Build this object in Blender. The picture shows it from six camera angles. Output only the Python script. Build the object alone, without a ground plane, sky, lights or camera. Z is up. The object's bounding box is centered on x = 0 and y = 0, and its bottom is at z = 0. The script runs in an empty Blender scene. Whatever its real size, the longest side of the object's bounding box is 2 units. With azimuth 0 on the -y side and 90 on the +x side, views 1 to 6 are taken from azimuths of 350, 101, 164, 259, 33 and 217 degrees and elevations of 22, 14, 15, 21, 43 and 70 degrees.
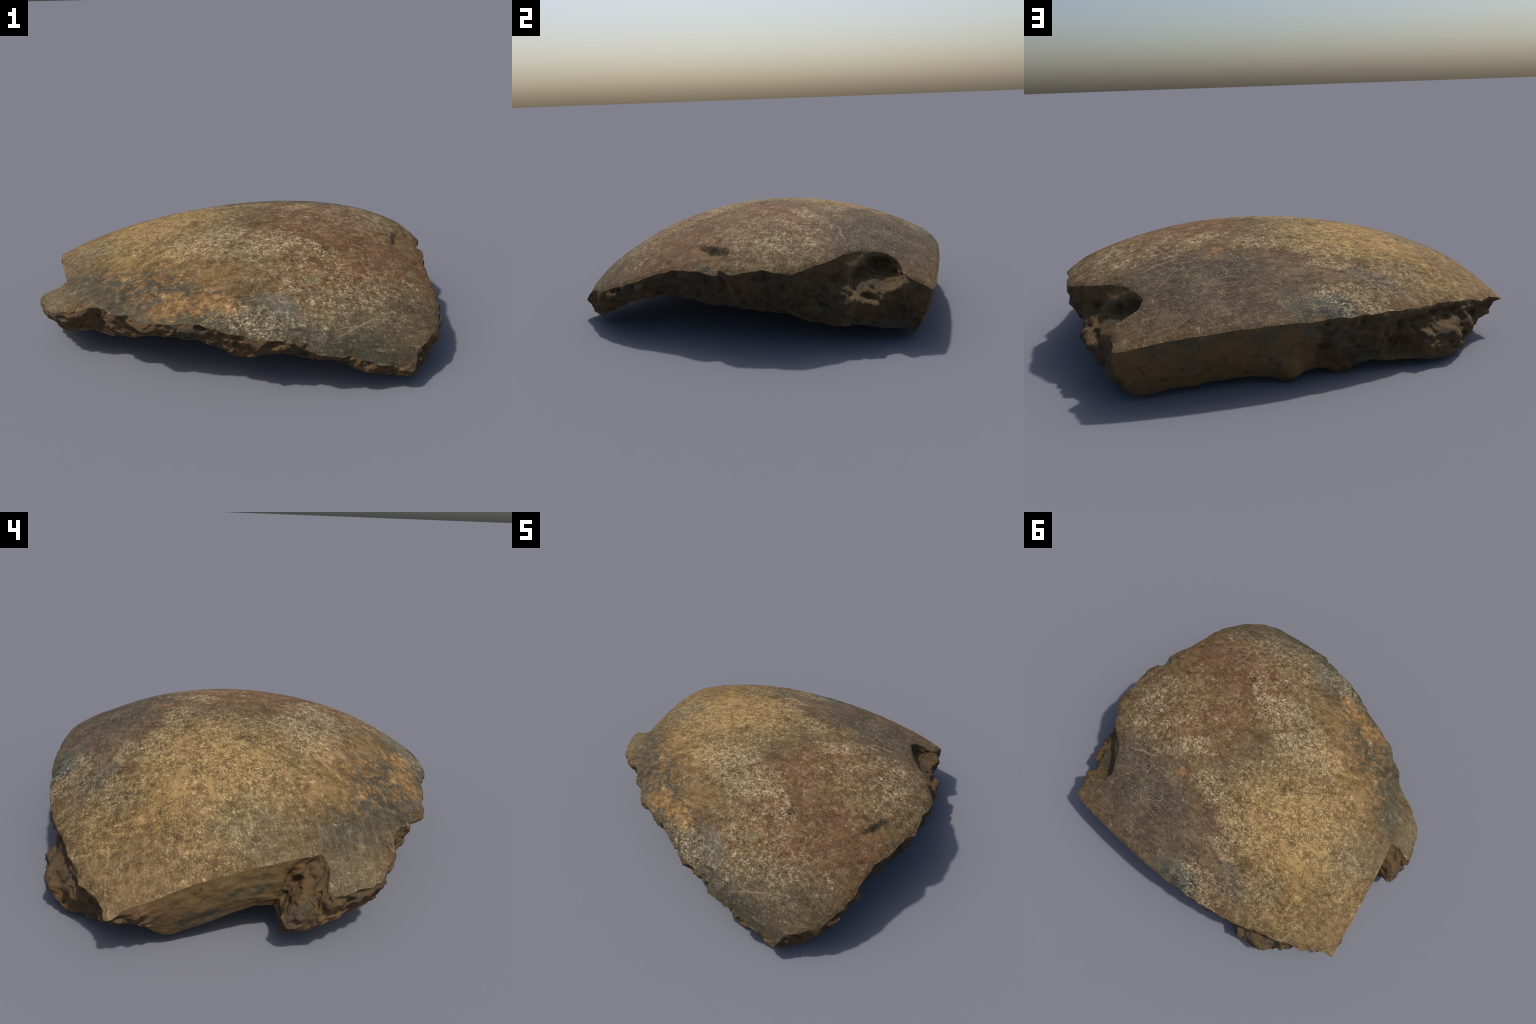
"""A thick, curved sherd of a coarse burnished pottery vessel, lying hollow side down.

Built as: smooth outer face (a domed vessel wall with a chip scar at its edge),
a side wall all round it (rough fractures and two smooth cut faces), and the
concave inner face.  Colours are procedural masks in object space.
"""
import bpy, math, random
import numpy as np
from mathutils import Vector, noise, geometry

random.seed(7)
np.random.seed(7)

# ------------------------------------------------------------------ vessel wall
# height of the outer face: a lopsided dome, polynomial in x and y
DOME = {(0, 0): .5100, (0, 1): .0185, (0, 2): -.2935, (0, 3): .0528, (0, 4): -.0701,
        (1, 0): .0628, (1, 1): -.0042, (1, 2): .0378, (1, 3): -.0487,
        (2, 0): -.1801, (2, 1): .0717, (2, 2): -.0377, (3, 0): -.0093, (3, 1): .0074, (4, 0): -.045}


def dome(x, y):
    z = sum(c * x ** i * y ** j for (i, j), c in DOME.items())
    z = z + .010 * np.exp(-((x - .88) / .20) ** 2 - ((y + .08) / .32) ** 2)
    # the front corner rolls over before it breaks off
    roll = np.clip((-.825 - y) / .06, 0, None) ** 1.8 * .040
    return z - roll * np.clip((x - .12) / .15, 0, 1) * np.clip((.76 - x) / .08, 0, 1)


# outline of the outer face, seen from above, clockwise from the back right corner
RIM = [(.838, .826), (.830, .785), (.826, .735), (.800, .703), (.755, .688), (.708, .668), (.686, .626),
       (.712, .572), (.735, .530), (.755, .490), (.793, .447), (.848, .412), (.898, .372), (.928, .322),
       (.958, .282), (.990, .240), (.991, .165), (.981, .100), (.985, .040), (.996, -.020), (.998, -.045),
       (.965, -.085), (.948, -.130), (.950, -.190), (.935, -.250), (.916, -.290), (.893, -.330), (.884, -.390),
       (.880, -.450), (.876, -.500), (.874, -.550), (.855, -.610), (.828, -.676), (.784, -.742), (.736, -.790),
       (.682, -.834), (.632, -.864), (.590, -.883), (.500, -.886), (.400, -.880), (.330, -.874), (.235, -.866),
       (.195, -.862), (.172, -.832), (.120, -.820), (.050, -.803), (-.030, -.786), (-.080, -.764), (-.150, -.738),
       (-.225, -.692), (-.265, -.660), (-.330, -.636), (-.405, -.618), (-.465, -.585), (-.525, -.548),
       (-.560, -.510), (-.610, -.480), (-.650, -.450), (-.675, -.410), (-.705, -.375), (-.740, -.358),
       (-.785, -.350), (-.845, -.310), (-.890, -.275), (-.925, -.245), (-.950, -.210), (-.968, -.150),
       (-.986, -.095), (-.992, -.062), (-.968, -.044), (-.932, -.058), (-.893, -.078), (-.852, -.063),
       (-.866, .033), (-.885, .165), (-.917, .395), (-.944, .601), (-.958, .630), (-.950, .652), (-.918, .652),
       (-.875, .664), (-.834, .700), (-.795, .728), (-.750, .742), (-.700, .754), (-.653, .770), (-.529, .808),
       (-.449, .836), (-.375, .854), (-.303, .866), (-.228, .878), (-.162, .880), (-.111, .890), (-.060, .890),
       (0, .894), (.079, .893), (.152, .893), (.305, .886), (.47, .876), (.659, .856), (.76, .842)]

# lower edge of the side wall: rim point it hangs from -> its own place
FOOT = {(.838, .826): (.768, .762, .028), (.826, .735): (.840, .705, .068), (.686, .626): (.870, .600, .080),
        (.735, .530): (.900, .520, .100), (.793, .447): (.910, .430, .092), (.898, .372): (.900, .360, .097),
        (.958, .282): (.905, .280, .115), (.990, .240): (.920, .210, .147), (.981, .100): (.920, .110, .158),
        (.996, -.020): (.930, 0, .172), (.950, -.190): (.895, -.160, .178), (.916, -.290): (.875, -.260, .196),
        (.884, -.390): (.850, -.350, .200), (.876, -.500): (.855, -.460, .190), (.855, -.610): (.840, -.565, .158),
        (.784, -.742): (.790, -.680, .100), (.736, -.790): (.730, -.752, .052), (.682, -.834): (.678, -.808, .034),
        (.632, -.864): (.640, -.858, .036), (.590, -.883): (.590, -.865, .055), (.500, -.886): (.500, -.860, .070),
        (.400, -.880): (.400, -.848, .096), (.330, -.874): (.325, -.840, .136), (.235, -.866): (.235, -.820, .152),
        (.172, -.832): (.163, -.785, .160), (.050, -.803): (.048, -.765, .178), (-.030, -.786): (-.010, -.740, .163),
        (-.080, -.764): (-.060, -.685, .124), (-.150, -.738): (-.120, -.665, .130), (-.225, -.692): (-.200, -.630, .170),
        (-.330, -.636): (-.305, -.600, .200), (-.405, -.618): (-.380, -.590, .212), (-.465, -.585): (-.435, -.565, .215),
        (-.560, -.510): (-.522, -.478, .178), (-.650, -.450): (-.602, -.413, .150), (-.705, -.375): (-.638, -.340, .122),
        (-.785, -.350): (-.742, -.325, .155), (-.845, -.310): (-.790, -.285, .137), (-.925, -.245): (-.868, -.215, .102),
        (-.968, -.150): (-.905, -.135, .103), (-.992, -.062): (-.945, -.020, .078), (-.968, -.044): (-.938, .048, .066),
        (-.932, -.058): (-.922, .075, .060), (-.893, -.078): (-.888, .085, .064), (-.852, -.063): (-.842, .090, .104),
        (-.866, .033): (-.842, .098, .114), (-.885, .165): (-.845, .160, .122), (-.917, .395): (-.862, .375, .062),
        (-.930, .480): (-.870, .462, .046), (-.938, .550): (-.890, .525, .100), (-.958, .630): (-.915, .580, .130),
        (-.918, .652): (-.880, .620, .118), (-.875, .664): (-.815, .665, .086), (-.795, .728): (-.705, .742, .040),
        (-.700, .754): (-.650, .805, .032), (-.600, .787): (-.555, .850, .030), (-.529, .808): (-.470, .862, .026),
        (-.449, .836): (-.410, .858, .038), (-.375, .854): (-.340, .845, .043), (-.303, .866): (-.265, .830, .043),
        (-.228, .878): (-.195, .835, .066), (-.111, .890): (-.085, .800, .004), (0, .894): (.022, .810, .050),
        (.070, .893): (.088, .800, .031), (.130, .893): (.140, .812, .000), (.195, .891): (.220, .800, .036),
        (.305, .886): (.300, .782, .046), (.470, .876): (.460, .773, .041), (.659, .856): (.634, .768, .034),
        (.760, .842): (.722, .768, .030)}

# lumps and hollows of the side wall: centre on the plain wall, reach sideways and up, push
LUMPS = [((.810, .530, .18), .080, .065, (.095, .020, 0)),
         ((.875, .420, .18), .060, .070, (.050, .020, 0)),
         ((.810, .660, .25), .050, .060, (.060, .010, .01)),
         ((.735, .590, .30), .080, .045, (-.050, 0, 0)),
         ((-.480, .840, .10), .090, .060, (0, .024, 0)),
         ((-.600, .820, .10), .080, .060, (-.005, .008, 0)),
         ((-.500, .815, .20), .180, .030, (0, -.035, 0)),
         ((-.330, .845, .11), .080, .060, (0, -.055, 0)),
         ((-.180, .845, .09), .060, .050, (0, -.020, 0)),
         ((-.780, .690, .13), .060, .045, (.020, -.030, 0)),
         ((.130, .840, .06), .050, .050, (0, .035, 0)),
         ((.060, .820, .13), .070, .050, (0, -.030, 0)),
         ((-.940, .020, .13), .055, .080, (-.035, .042, 0)),
         ((-.890, .010, .17), .045, .070, (-.015, .035, 0)),
         ((-.705, -.350, .20), .040, .060, (.030, .030, 0)),
         ((-.100, -.700, .17), .060, .050, (-.010, -.020, 0))]


def along(points, closed=True):
    """points -> cumulative length"""
    p = np.vstack([points, points[:1]]) if closed else np.asarray(points)
    return p, np.r_[0, np.cumsum(np.linalg.norm(np.diff(p, axis=0), axis=1))]


def soft(a, width):
    """circular gaussian smoothing along the first axis"""
    n = int(width * 3) + 1
    k = np.exp(-.5 * (np.arange(-n, n + 1) / width) ** 2)
    k /= k.sum()
    return sum(w * np.roll(a, s, axis=0) for w, s in zip(k, range(-n, n + 1)))


def fbm(p, scale, octaves=4, off=0.0):
    return np.array([noise.fractal(Vector((q[0] * scale + off, q[1] * scale, q[2] * scale)), 1.0, 2.0, octaves,
                                   noise_basis="PERLIN_ORIGINAL") for q in p])


def smooth01(x):
    x = np.clip(x, 0, 1)
    return x * x * (3 - 2 * x)


STEP = .0044
rim, length = along(np.array(RIM)[::-1])              # now anticlockwise
total = length[-1]
NS = int(total / STEP)
s = np.arange(NS) * total / NS
top_xy = np.stack([np.interp(s, length, rim[:, i]) for i in (0, 1)], 1)
top_xy = soft(top_xy, 1.3)


tang = np.roll(top_xy, -1, 0) - np.roll(top_xy, 1, 0)
out = np.stack([tang[:, 1], -tang[:, 0]], 1)
out /= np.linalg.norm(out, axis=1, keepdims=True)
# two stretches are cut smooth: the back right, and the left side up to the notch
face = soft(out, 4)
cut = smooth01((top_xy[:, 0] + .02) / .10) * (face[:, 1] > .75) * (top_xy[:, 1] > .78)
cut = np.maximum(cut, (face[:, 0] < -.75) * smooth01((top_xy[:, 1] - .0) / .05) * smooth01((.56 - top_xy[:, 1]) / .06))
cut = soft(cut, 2)
flat3 = np.c_[top_xy, np.zeros(NS)]
jag = fbm(flat3, 13, 2) * .008 + fbm(flat3, 38, 2, 3.1) * .0016 - .002
top_xy = top_xy + out * (jag * (1 - .85 * cut) + .004 * cut)[:, None]

# wide outward direction, for pushing the wall
wide = soft(out, 22)
wide /= np.linalg.norm(wide, axis=1, keepdims=True)

# lower edge
keys, vals = [], []
for (kx, ky), v in FOOT.items():
    i = int(np.argmin((top_xy[:, 0] - kx) ** 2 + (top_xy[:, 1] - ky) ** 2))
    keys.append(i); vals.append(v)
order = np.argsort(keys)
keys = np.array(keys)[order].astype(float); vals = np.array(vals)[order]
keys = np.r_[keys[-1] - NS, keys, keys[0] + NS]
vals = np.vstack([vals[-1], vals, vals[0]])
foot = np.stack([np.interp(np.arange(NS), keys, vals[:, i]) for i in range(3)], 1)
foot = soft(foot, 2.2)
rough = 1 - .9 * cut
foot[:, :2] += wide * (fbm(foot, 14, 2, 9.) * .010 * (.25 + .75 * rough))[:, None]
foot[:, 2] += (fbm(foot, 18, 3, 5.) * .008 * (.3 + .7 * rough))
foot[:, 2] -= foot[:, 2].min()


# ------------------------------------------------------------------ chip scar in the outer face
CHIP_STEEP = [(.739, -.263), (.773, -.188), (.793, -.139), (.806, -.094), (.838, -.063), (.960, -.090)]
CHIP_GENTLE = [(.739, -.263), (.789, -.252), (.881, -.222), (.960, -.195)]
CHIP = CHIP_STEEP + CHIP_GENTLE[:0:-1]


def seg_dist(x, y, line):
    d = np.full(x.shape, 9.)
    for (ax, ay), (bx, by) in zip(line[:-1], line[1:]):
        t = np.clip(((x - ax) * (bx - ax) + (y - ay) * (by - ay)) / ((bx - ax) ** 2 + (by - ay) ** 2), 0, 1)
        d = np.minimum(d, np.hypot(x - ax - t * (bx - ax), y - ay - t * (by - ay)))
    return d


def in_poly(x, y, poly):
    c = np.zeros(x.shape, bool)
    for i in range(len(poly)):
        (x1, y1), (x2, y2) = poly[i], poly[(i + 1) % len(poly)]
        c ^= ((y1 > y) != (y2 > y)) & (x < (x2 - x1) * (y - y1) / (y2 - y1 + 1e-12) + x1)
    return c


def chip_depth(x, y):
    inside = in_poly(x, y, CHIP)
    a = smooth01(seg_dist(x, y, CHIP_STEEP) / .020)
    b = smooth01(seg_dist(x, y, CHIP_GENTLE) / .075)
    return inside * np.minimum(a, b) * .030, inside


def outer_height(xy, edge=None):
    x, y = xy[:, 0], xy[:, 1]
    z = dome(x, y)
    p = np.c_[x, y, z]
    z = z + fbm(p, 3.2, 3, 2.) * .0012 + fbm(p, 16, 3, 4.) * .0011
    d, inside = chip_depth(x, y)
    z = z - d - inside * np.clip(d / .02, 0, 1) * (fbm(p, 34, 4, 7.) * .010)
    if edge is not None:        # worn, slightly rounded break edge
        z = z - .007 * np.exp(-(edge / .010) ** 2) * (.5 + .5 * np.clip(fbm(p, 9, 2, 1.) * 2 + .5, 0, 1))
    return z


top = np.c_[top_xy, outer_height(top_xy, np.zeros(NS))]


# ------------------------------------------------------------------ triangulated faces inside a closed rim
def fill(ring, h):
    lo, hi = ring.min(0), ring.max(0)
    ys = np.arange(lo[1], hi[1], h * .866)
    pts = []
    for k, yy in enumerate(ys):
        xs = np.arange(lo[0] + (k % 2) * h / 2, hi[0], h)
        pts.append(np.c_[xs, np.full(len(xs), yy)])
    pts = np.vstack(pts) + np.random.uniform(-.15, .15, (sum(len(q) for q in pts), 2)) * h
    pts = pts[in_poly(pts[:, 0], pts[:, 1], [tuple(q) for q in ring])]
    dist = np.concatenate([np.sqrt(((c[:, None] - ring[None]) ** 2).sum(2).min(1)) for c in np.array_split(pts, 60)])
    keep = dist > .55 * h
    pts, dist = pts[keep], dist[keep]
    n = len(ring)
    allp = [Vector(q) for q in np.vstack([ring, pts])]
    v, e, f, ov, oe, of = geometry.delaunay_2d_cdt(allp, [(i, (i + 1) % n) for i in range(n)], [], 1, 1e-7)
    ids = [o[0] if o else -1 for o in ov]
    ok = [[ids[i] for i in tri] for tri in f]
    tris = [t for t in ok if len(t) == 3 and min(t) >= 0]
    return pts, dist, tris


pts, dist, top_tris = fill(top_xy, .0085)
top_v = np.vstack([top, np.c_[pts, outer_height(pts, dist)]])

ring = foot[:, :2].copy()
ipts, idist, in_tris = fill(ring, .012)
# vertical thickness spreads inwards from the lower edge
sel = np.arange(0, NS, 12)
thick = dome(ring[sel, 0], ring[sel, 1]) - foot[sel, 2]
w = 1 / (((ipts[:, None] - ring[sel][None]) ** 2).sum(2) + 1e-4) ** 1.6
it = (w * thick).sum(1) / w.sum(1)
it = it + (.21 - it) * smooth01(idist / .45) * .6
iz = dome(ipts[:, 0], ipts[:, 1]) - it
ip = np.c_[ipts, iz]
iz = iz + (fbm(ip, 5, 3, 11.) * .008 + fbm(ip, 28, 3, 12.) * .002) * smooth01(idist / .03)
inner_v = np.vstack([foot, np.c_[ipts, np.maximum(iz, .002)]])

# ------------------------------------------------------------------ side wall
NV = 46
v = np.linspace(0, 1, NV)
wall = top[None] * (1 - v[:, None, None]) + foot[None] * v[:, None, None]          # rows x stations x 3
belly = np.sin(np.pi * v)
wall[:, :, :2] += wide[None] * (belly[:, None] * (.013 - .003 * cut[None]))[:, :, None]
base = wall.copy()
for (c, r, rv, push) in LUMPS:
    g = np.exp(-(((base[..., 0] - c[0]) ** 2 + (base[..., 1] - c[1]) ** 2) / r ** 2) - ((base[..., 2] - c[2]) / rv) ** 2)
    g *= np.clip(np.minimum(v, 1 - v) / .10, 0, 1)[:, None]
    wall += g[..., None] * np.array(push)
flatw = wall.reshape(-1, 3)
big = fbm(flatw, 9, 3, 21.).reshape(NV, NS)
mid = fbm(flatw * np.array([1, 1, 1.5]), 15, 2, 31.).reshape(NV, NS)
ridge = (np.abs(fbm(flatw, 22, 2, 41.)).reshape(NV, NS) - .2)
fine = fbm(flatw, 90, 3, 51.).reshape(NV, NS)
hold = np.clip(np.minimum(v, 1 - v) / .16, 0, 1) [:, None] ** 1.2
amount = (big * .026 + mid * .022 - ridge * .024 + fine * .002 - .002) * rough[None] + (mid * .003 + fine * .0012) * (1 - rough[None])
amount = np.minimum(amount * hold, .002 + .045 * np.clip(v - .06, 0, 1)[:, None])       # nothing sticks out just under the rim
wall[:, :, :2] += wide[None] * amount[:, :, None]
wall[:, :, 2] += (mid * .008 * rough[None] * hold)
wall[:, :, 2] = np.maximum(wall[:, :, 2], .0)
wall[0], wall[-1] = top, foot
wall_v = wall.reshape(-1, 3)
wall_q = [(r * NS + k, (r + 1) * NS + k, (r + 1) * NS + (k + 1) % NS, r * NS + (k + 1) % NS)
          for r in range(NV - 1) for k in range(NS)]


# ------------------------------------------------------------------ materials
class Nodes:
    def __init__(self, name):
        self.mat = bpy.data.materials.new(name)
        self.mat.use_nodes = True
        self.t = self.mat.node_tree
        self.t.nodes.clear()
        self.pos = self.new("ShaderNodeTexCoord").outputs["Object"]

    def new(self, kind, **kw):
        n = self.t.nodes.new(kind)
        for k, val in kw.items():
            setattr(n, k, val)
        return n

    def put(self, socket, val):
        if isinstance(val, bpy.types.NodeSocket):
            self.t.links.new(val, socket)
        elif isinstance(val, (tuple, list)) and len(val) == 3 and socket.type == "RGBA":
            socket.default_value = (*val, 1)
        else:
            socket.default_value = val

    def math(self, op, a, b=0.0, clamp=False):
        n = self.new("ShaderNodeMath", operation=op, use_clamp=clamp)
        self.put(n.inputs[0], a); self.put(n.inputs[1], b)
        return n.outputs[0]

    def mul(self, a, b):
        return self.math("MULTIPLY", a, b)

    def add(self, a, b):
        return self.math("ADD", a, b)

    def vec(self, op, a, b):
        n = self.new("ShaderNodeVectorMath", operation=op)
        self.put(n.inputs[0], a)
        if op == "SCALE":
            self.put(n.inputs["Scale"], b)
        else:
            self.put(n.inputs[1], b)
        return n.outputs[0]

    def noise(self, scale, detail=3.0, rough=.55, vec=None, color=False, distort=0.0):
        n = self.new("ShaderNodeTexNoise")
        self.put(n.inputs["Vector"], self.pos if vec is None else vec)
        n.inputs["Scale"].default_value = scale
        n.inputs["Detail"].default_value = detail
        n.inputs["Roughness"].default_value = rough
        n.inputs["Distortion"].default_value = distort
        return n.outputs["Color" if color else "Fac"]

    def step(self, x, lo, hi):
        n = self.new("ShaderNodeMapRange", interpolation_type="SMOOTHSTEP")
        self.put(n.inputs["Value"], x)
        self.put(n.inputs["From Min"], lo); self.put(n.inputs["From Max"], hi)
        return n.outputs["Result"]

    def mix(self, f, a, b, blend="MIX"):
        n = self.new("ShaderNodeMix", data_type="RGBA", blend_type=blend)
        self.put(n.inputs["Factor"], f); self.put(n.inputs[6], a); self.put(n.inputs[7], b)
        return n.outputs[2]

    def warp(self, *pairs, seed=0.0):
        p = self.pos
        for scale, amt in pairs:
            c = self.noise(scale, 3, .6, self.vec("ADD", self.pos, (seed, seed * .7, 0)), color=True)
            p = self.vec("ADD", p, self.vec("SCALE", self.vec("SUBTRACT", c, (.5, .5, .5)), amt))
        return p

    def shape(self, p, c, r, rot=0.0, edge=.5):
        """soft elliptical patch in plan: 1 inside, 0 outside"""
        m = self.new("ShaderNodeMapping", vector_type="TEXTURE")
        self.put(m.inputs["Vector"], p)
        m.inputs["Location"].default_value = (c[0], c[1], 0)
        m.inputs["Rotation"].default_value = (0, 0, math.radians(rot))
        m.inputs["Scale"].default_value = (r[0], r[1], 1e4)
        n = self.new("ShaderNodeVectorMath", operation="LENGTH")
        self.put(n.inputs[0], m.outputs[0])
        return self.step(n.outputs["Value"], 1 + edge, max(1 - edge, 0.0))

    def stroke(self, p, a, b, width, edge=.6):
        c = ((a[0] + b[0]) / 2, (a[1] + b[1]) / 2)
        d = math.hypot(b[0] - a[0], b[1] - a[1])
        return self.shape(p, c, (d / 2 + width, width), math.degrees(math.atan2(b[1] - a[1], b[0] - a[0])), edge)

    def union(self, masks):
        m = masks[0]
        for k in masks[1:]:
            m = self.math("MAXIMUM", m, k)
        return m

    def finish(self, color, rough, bump=None, strength=.3, distance=.01, spec=.35):
        b = self.new("ShaderNodeBsdfPrincipled")
        self.put(b.inputs["Base Color"], color)
        self.put(b.inputs["Roughness"], rough)
        b.inputs["Specular IOR Level"].default_value = spec
        if bump is not None:
            n = self.new("ShaderNodeBump")
            n.inputs["Strength"].default_value = strength
            n.inputs["Distance"].default_value = distance
            self.put(n.inputs["Height"], bump)
            self.t.links.new(n.outputs[0], b.inputs["Normal"])
        o = self.new("ShaderNodeOutputMaterial")
        self.t.links.new(b.outputs[0], o.inputs[0])
        return self.mat


BROWN, RED, TAN = (.114, .069, .031), (.122, .059, .027), (.180, .110, .040)
SOOT, UMBER, BLUE = (.061, .055, .037), (.090, .064, .043), (.026, .036, .034)
CREAM, DUST = (.58, .460, .275), (.52, .360, .145)


def outer_material():
    g = Nodes("burnished_outer_surface")
    broad = g.warp((2.6, .20), (12, .08))
    ragged = g.warp((6, .10), (32, .06), seed=4.)
    S = g.shape

    # mottling at three sizes, used for lightness and to fray every patch
    mott, mott2, grain = g.noise(8, 5, .66), g.noise(34, 4, .70), g.noise(150, 2, .65)
    patchy = g.noise(19, 5, .70, g.vec("ADD", g.pos, (5, 3, 0)))

    def fray(mask, amount=1.6):
        return g.math("MULTIPLY", mask, g.math("ADD", g.mul(g.math("SUBTRACT", mott2, .5), amount), 1.0), True)

    col = g.mix(g.step(patchy, .38, .62), tuple(.88 * c for c in BROWN), (.126, .084, .042))
    # broad firing colours
    red = g.union([S(broad, (.55, -.38), (.38, .26), 20, .6), S(broad, (.36, .04), (.36, .20), 30, .6)])
    col = g.mix(g.mul(fray(red), .85), col, g.mix(g.step(patchy, .40, .60), RED, (.135, .072, .036)))
    col = g.mix(g.mul(fray(S(broad, (.0, .50), (.14, .06), -25, .7)), .8), col, (.085, .046, .029))
    tan = g.union([S(broad, (-.42, .28), (.40, .30), -20, .6), S(broad, (-.62, .45), (.30, .25), 0, .7)])
    col = g.mix(g.mul(fray(tan), .8), col, TAN)
    col = g.mix(g.mul(S(broad, (-.84, .54), (.15, .20), 0, .6), .7), col, (.152, .096, .048))
    col = g.mix(g.mul(S(broad, (-.73, .17), (.17, .12), 60, .7), .7), col, (.118, .092, .052))
    umber = g.union([S(broad, (.54, .58), (.34, .24), -10, .5), S(broad, (.32, .70), (.40, .18), -4, .5)])
    col = g.mix(g.mul(umber, .85), col, UMBER)
    dim = g.union([S(broad, (.47, .58), (.16, .12), 0, .8), S(broad, (.28, .56), (.12, .08), 0, .8), S(broad, (.64, .47), (.10, .08), 0, .8)])
    col = g.mix(g.mul(dim, .65), col, (.069, .058, .041))
    col = g.mix(g.mul(fray(S(broad, (.04, .02), (.16, .12), 0, .8)), .6), col, (.112, .083, .040))
    col = g.mix(g.mul(fray(S(broad, (.07, .22), (.10, .06), 30, .8)), .5), col, (.080, .055, .032))
    col = g.mix(g.mul(S(broad, (.50, -.76), (.34, .14), 14, .7), .7), col, (.083, .068, .042))

    # sooty fire cloud along the front left edge, and scaly orange crust over it
    soot = g.union([S(broad, (-.46, -.46), (.38, .15), -38, .4), S(broad, (-.02, -.73), (.30, .11), -20, .45),
                    S(broad, (.30, -.83), (.30, .07), -6, .6), S(broad, (-.70, -.23), (.17, .12), -40, .6)])
    col = g.mix(g.mul(fray(soot, .8), .9), col, SOOT)
    col = g.mix(g.mul(S(broad, (-.91, -.16), (.10, .14), 0, .5), .8), col, (.112, .086, .048))
    col = g.mix(g.mul(S(broad, (.10, -.70), (.07, .04), -20, .8), .5), col, (.17, .155, .125))
    zone = g.union([S(broad, (-.42, -.30), (.27, .20), -30, .7), S(broad, (-.30, -.53), (.26, .11), -28, .6)])
    scab = g.noise(24, 5, .70, ragged)
    scaly = g.mul(g.step(g.add(scab, g.mul(zone, .12)), .60, .64), zone)
    plate = g.mul(g.union([S(ragged, (-.17, -.60), (.12, .052), -30, .25), S(ragged, (-.36, -.55), (.12, .040), -16, .25)]),
                  g.step(scab, .36, .44))
    crust = g.math("MAXIMUM", scaly, plate)
    col = g.mix(g.mul(crust, .85), col, g.mix(g.step(mott2, .35, .65), (.145, .075, .029), (.235, .142, .055)))
    col = g.mix(g.mul(fray(g.union([S(broad, (-.12, -.42), (.09, .06), 0, .8), S(broad, (-.30, -.20), (.10, .06), 0, .8)])), .35), col, (.19, .11, .036))

    col = g.mix(g.mul(fray(S(broad, (-.46, -.14), (.20, .12), -25, .7)), .55), col, (.195, .122, .043))

    # blue black spot with its pale neighbour at the back edge
    hard = g.warp((9, .06), (40, .025), seed=2.)
    col = g.mix(g.mul(S(hard, (.09, .82), (.085, .085), 0, .30), .7), col, (.100, .088, .058))
    col = g.mix(g.mul(S(hard, (.09, .85), (.045, .04), 0, .6), .6), col, (.062, .066, .052))
    col = g.mix(g.mul(S(hard, (-.05, .84), (.085, .065), -20, .5), .92), col, BLUE)
    col = g.mix(g.mul(g.union([S(broad, (-.28, .72), (.12, .07), -20, .8), S(broad, (-.19, .64), (.08, .05), 0, .8)]), .7), col, (.062, .053, .043))
    col = g.mix(g.mul(S(broad, (-.47, .60), (.09, .07), 0, .8), .5), col, (.085, .068, .044))

    # lightness mottling and grain
    light = g.add(g.mul(mott, 1.5), g.add(g.mul(mott2, 1.5), g.mul(grain, 1.3)))
    light = g.math("MAXIMUM", g.math("SUBTRACT", light, 1.17), .31)
    col = g.vec("SCALE", col, light)

    # pale specks: short dashes worn into the burnish, dense in some places
    dense = g.union([g.mul(S(broad, c, r, a, .8), k) for c, r, a, k in [
        ((.55, .19), (.13, .035), 35, 1.1), ((.36, .25), (.17, .05), 40, 1.0), ((.77, .28), (.07, .045), 20, 1.1),
        ((.79, .12), (.10, .12), 0, .7), ((.28, -.29), (.15, .035), -50, 1.0), ((.10, -.26), (.17, .10), 20, 1.0),
        ((-.10, .57), (.08, .05), 0, .9), ((-.13, .43), (.13, .08), 0, 1.15), ((-.16, -.15), (.20, .14), 0, .8),
        ((.10, .34), (.16, .08), 0, .8), ((-.36, .22), (.34, .26), 0, .8), ((.38, -.62), (.34, .14), 12, .42),
        ((.30, -.45), (.30, .15), 0, .3), ((.66, .1), (.36, .30), 0, .3), ((-.45, .62), (.30, .20), 0, .4),
        ((-.06, -.72), (.14, .06), -25, .7), ((-.12, .82), (.14, .07), -8, .7), ((-.60, .30), (.3, .2), 0, .45)]])

    def dashes(angle, fine, seed, lo, hi):
        m = g.new("ShaderNodeMapping", vector_type="POINT")
        g.put(m.inputs["Vector"], g.vec("ADD", ragged, (seed, seed, 0)))
        m.inputs["Rotation"].default_value = (0, 0, math.radians(angle))
        m.inputs["Scale"].default_value = (fine, fine * 2.6, fine)
        return g.step(g.noise(1, 2, .6, m.outputs[0]), lo, hi)

    d1, d2 = dashes(-30, 55, 0., .56, .64), dashes(50, 50, 3., .58, .66)
    gate = g.add(g.mul(dense, .30), g.add(g.mul(patchy, .55), g.mul(mott2, .45)))
    specks = g.mul(g.math("MAXIMUM", d1, d2), g.step(gate, .50, .72))
    haze = g.mul(dense, g.step(g.add(g.mul(mott2, .6), g.mul(grain, .4)), .46, .62))
    pale = g.mix(g.mul(tan, .75), CREAM, DUST)
    col = g.mix(g.mul(haze, .34), col, pale)
    col = g.mix(g.mul(specks, .66), col, pale)
    dots = g.step(g.noise(125, 2, .6, g.vec("ADD", g.pos, (1, 8, 0))), .60, .68)
    col = g.mix(g.mul(dots, .28), col, g.mix(soot, pale, (.21, .15, .075)))
    d3 = dashes(-12, 70, 7., .60, .68)
    col = g.mix(g.mul(d3, .55), col, tuple(.40 * c for c in BROWN))

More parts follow.
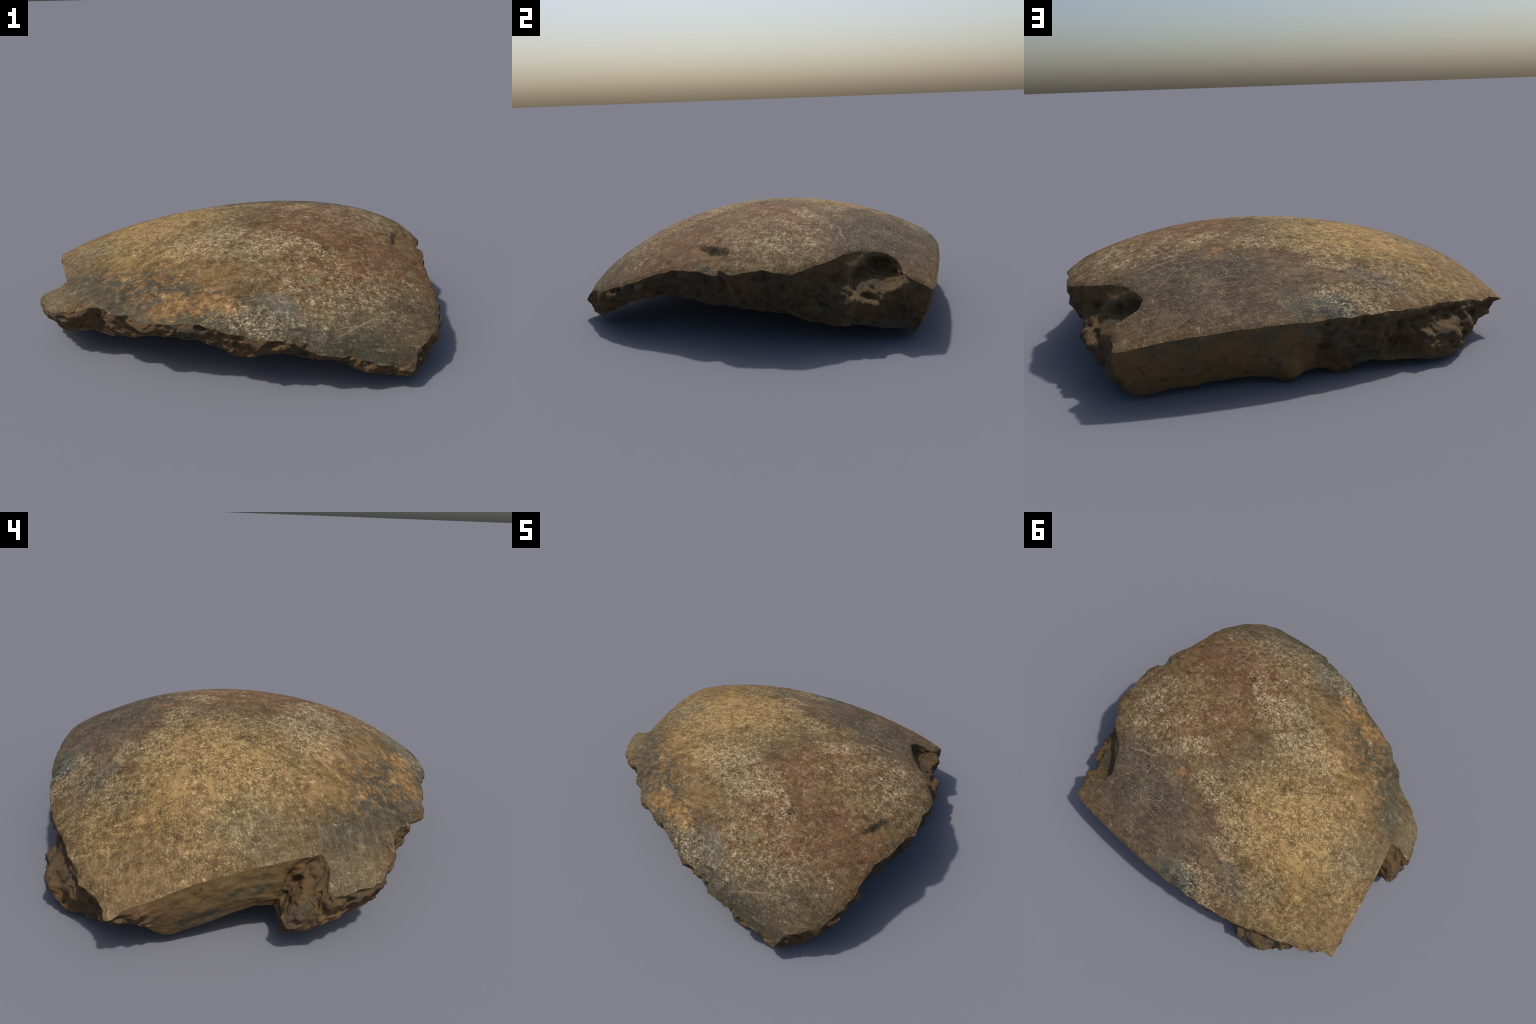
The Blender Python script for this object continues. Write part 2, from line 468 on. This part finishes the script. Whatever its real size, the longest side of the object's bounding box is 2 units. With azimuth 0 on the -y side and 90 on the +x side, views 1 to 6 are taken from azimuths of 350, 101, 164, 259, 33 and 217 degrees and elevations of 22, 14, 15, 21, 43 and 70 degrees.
    # burnishing strokes: faint and long
    strokes = g.new("ShaderNodeMapping", vector_type="POINT")
    g.put(strokes.inputs["Vector"], g.vec("ADD", g.pos, g.vec("SCALE", broad, .25)))
    strokes.inputs["Rotation"].default_value = (0, 0, math.radians(-28))
    strokes.inputs["Scale"].default_value = (7, 130, 7)
    rub = g.noise(1, 3, .6, strokes.outputs[0])
    col = g.mix(g.mul(g.step(rub, .55, .75), .16), col, pale)
    col = g.mix(g.mul(g.step(rub, .44, .30), .35), col, tuple(.45 * c for c in BROWN))

    # single marks
    spots = [((-.484, -.013), (.024, .017), 30, (.30, .155, .068), .75), ((.339, .393), (.026, .018), 20, (.26, .135, .06), .6),
             ((.29, .15), (.06, .04), 30, (.16, .085, .048), .5), ((.14, -.71), (.016, .012), 0, (.19, .095, .045), .6),
             ((-.50, .37), (.06, .026), 10, (.30, .19, .075), .8), ((-.57, .40), (.06, .010), 12, (.30, .19, .075), .7),
             ((-.38, .37), (.035, .018), -30, (.30, .19, .075), .6)]
    for c, r, a, k, f in spots:
        col = g.mix(g.mul(g.mul(S(ragged, c, r, a, .5), g.step(mott2, .34, .52)), f), col, k)
    for c, r in [((.28, -.54), (.045, .022)), ((.31, -.60), (.03, .02)), ((.766, -.467), (.028, .018)), ((-.02, -.32), (.03, .03))]:
        col = g.mix(g.mul(g.mul(S(ragged, c, r, 20, .6), g.step(scab, .42, .58)), .6), col, (.125, .150, .066))
    lines = [((-.578, .276), (-.452, .268), .009, (.33, .21, .085), .75), ((-.60, .235), (-.47, .215), .004, (.30, .20, .09), .55),
             ((.307, -.818), (.594, -.702), .003, (.27, .19, .10), .6), ((-.717, .447), (-.891, .339), .003, (.24, .165, .09), .5),
             ((-.764, .349), (-.86, .468), .003, (.24, .165, .09), .5), ((-.80, .30), (-.70, .42), .003, (.24, .165, .09), .4),
             ((-.199, .104), (-.415, -.021), .004, (.058, .041, .029), .6), ((-.05, .06), (-.25, -.07), .003, (.058, .041, .029), .5)]
    wobbly = g.warp((16, .030), (50, .010), seed=3.)
    for a, b, wdt, k, f in lines:
        col = g.mix(g.mul(g.stroke(wobbly if wdt > .0035 else g.pos, a, b, wdt), f), col, k)
    # hairline cracks filled with pale dust
    paths = [[(.513, .616), (.467, .617), (.419, .626), (.353, .593), (.327, .571), (.358, .527)],
             [(.419, .626), (.406, .661), (.386, .699)], [(.627, .593), (.596, .556), (.559, .515)],
             [(.509, .448), (.496, .51), (.492, .569)], [(.735, .441), (.66, .47)], [(-.13, .70), (-.20, .74), (-.30, .78)]]
    cracks = g.union([g.stroke(wobbly, a, b, .0018, .7) for path in paths for a, b in zip(path[:-1], path[1:])])
    cracks = g.math("MAXIMUM", cracks, g.stroke(wobbly, (.68, .436), (.556, .40), .0045, .9))
    vor = g.new("ShaderNodeTexVoronoi", feature="DISTANCE_TO_EDGE")
    g.put(vor.inputs["Vector"], ragged)
    vor.inputs["Scale"].default_value = 6.5
    net = g.mul(g.step(vor.outputs["Distance"], .020, .006), g.mul(umber, g.step(mott, .52, .60)))
    col = g.mix(g.mul(g.math("MAXIMUM", cracks, g.mul(net, .55)), .7), col, (.28, .20, .105))
    pin = g.step(g.noise(46, 1, .5, g.vec("ADD", g.pos, (7, 2, 0))), .215, .17)
    pits = g.union([g.mul(pin, g.math("MAXIMUM", zone, .4)), S(g.pos, (.405, -.339), (.008, .006), 0, .3), S(g.pos, (.385, -.352), (.006, .005), 0, .3)])
    col = g.mix(g.mul(pits, .85), col, (.020, .017, .015))

    bump = g.add(g.noise(55, 4, .68), g.mul(g.noise(14, 3, .6), .8))
    return g.finish(col, .72, bump, .5, .008, .08)


def fracture_material(name, ochre, grey, rust, greyness, pitting, strength):
    g = Nodes(name)
    p = g.warp((6, .10), (25, .03), seed=2.)
    n1, n2, n3 = g.noise(6, 5, .65, p), g.noise(28, 5, .68, p), g.noise(95, 4, .7)
    col = g.mix(g.step(n1, greyness - .10, greyness + .10), grey, ochre)
    col = g.mix(g.mul(g.step(n2, .54, .70), .40), col, tuple(1.5 * c for c in ochre))
    col = g.mix(g.mul(g.step(n2, .48, .32), .65), col, tuple(.42 * c for c in grey))
    col = g.mix(g.mul(g.step(g.noise(9, 3, .6, g.vec("ADD", p, (5, 0, 0))), .52, .66), .55), col, rust)
    col = g.mix(g.mul(g.step(n3, .60, .72), .35), col, tuple(2.0 * c for c in ochre))
    holes = g.step(g.noise(42, 2, .5, g.vec("ADD", p, (2, 9, 1))), .30, .24)
    col = g.mix(g.mul(holes, pitting), col, (.018, .015, .012))
    bump = g.add(g.add(g.mul(n2, 1.2), g.mul(n3, .6)), g.mul(holes, -1.0))
    return g.finish(col, .82, bump, strength, .012, .25)


MATS = {"outer_face": outer_material(),
        "broken_edge": fracture_material("broken_clay_body", (.118, .072, .031), (.070, .057, .036), (.130, .060, .026), .46, .8, 1.0),
        "cut_edge": fracture_material("cut_clay_body", (.138, .084, .032), (.078, .067, .042), (.140, .076, .032), .43, .6, .15),
        "chip_scar": fracture_material("fresh_chip_clay", (.150, .092, .038), (.095, .080, .048), (.17, .095, .038), .45, .7, .6),
        "inner_face": fracture_material("inner_surface_clay", (.105, .062, .030), (.070, .052, .034), (.130, .060, .028), .42, .5, .3)}

# ------------------------------------------------------------------ objects
thing = bpy.data.objects.new("pottery_sherd", None)
thing.empty_display_size = .2
thing["label"] = "thick curved brown burnished pottery sherd with broken edges"
thing["category"] = "pottery fragment"
bpy.context.scene.collection.objects.link(thing)


def surface_normals(verts, faces):
    n = np.zeros_like(verts)
    for size in (3, 4):
        f = np.array([q for q in faces if len(q) == size])
        if len(f):
            a, b, c = verts[f[:, 0]], verts[f[:, 1]], verts[f[:, 2]]
            k = np.cross(b - a, c - a) if size == 3 else np.cross(c - a, verts[f[:, 3]] - b)
            for col in range(size):
                np.add.at(n, f[:, col], k)
    return n / np.maximum(np.linalg.norm(n, axis=1, keepdims=True), 1e-12)


def part(name, verts, faces, normals):
    used = sorted({i for q in faces for i in q})
    to = {i: k for k, i in enumerate(used)}
    me = bpy.data.meshes.new(name)
    me.from_pydata([tuple(verts[i]) for i in used], [], [[to[i] for i in q] for q in faces])
    me.validate()
    for poly in me.polygons:
        poly.use_smooth = True
    if len(me.vertices) == len(used):
        me.normals_split_custom_set_from_vertices([tuple(normals[i]) for i in used])
    me.materials.append(MATS[name])
    ob = bpy.data.objects.new(name, me)
    ob.parent = thing
    bpy.context.scene.collection.objects.link(ob)
    return ob


nt = surface_normals(top_v, top_tris)
depth, _ = chip_depth(top_v[:, 0], top_v[:, 1])
scar = depth > .004
part("outer_face", top_v, [t for t in top_tris if not (scar[t[0]] and scar[t[1]] and scar[t[2]])], nt)
part("chip_scar", top_v, [t for t in top_tris if scar[t[0]] and scar[t[1]] and scar[t[2]]], nt)

nw = surface_normals(wall_v, wall_q)
is_cut = (cut + .9 * fbm(top, 14, 3, 61.)) > .5
is_cut = soft(is_cut.astype(float), 3) > .5
north = top[:, 1] > .62
part("broken_edge", wall_v, [q for q in wall_q if not is_cut[q[0] % NS]], nw)
part("cut_edge", wall_v, [q for q in wall_q if is_cut[q[0] % NS] and north[q[0] % NS]], nw)
part("cut_edge", wall_v, [q for q in wall_q if is_cut[q[0] % NS] and not north[q[0] % NS]], nw)

flipped = [t[::-1] for t in in_tris]
part("inner_face", inner_v, flipped, surface_normals(inner_v, flipped))
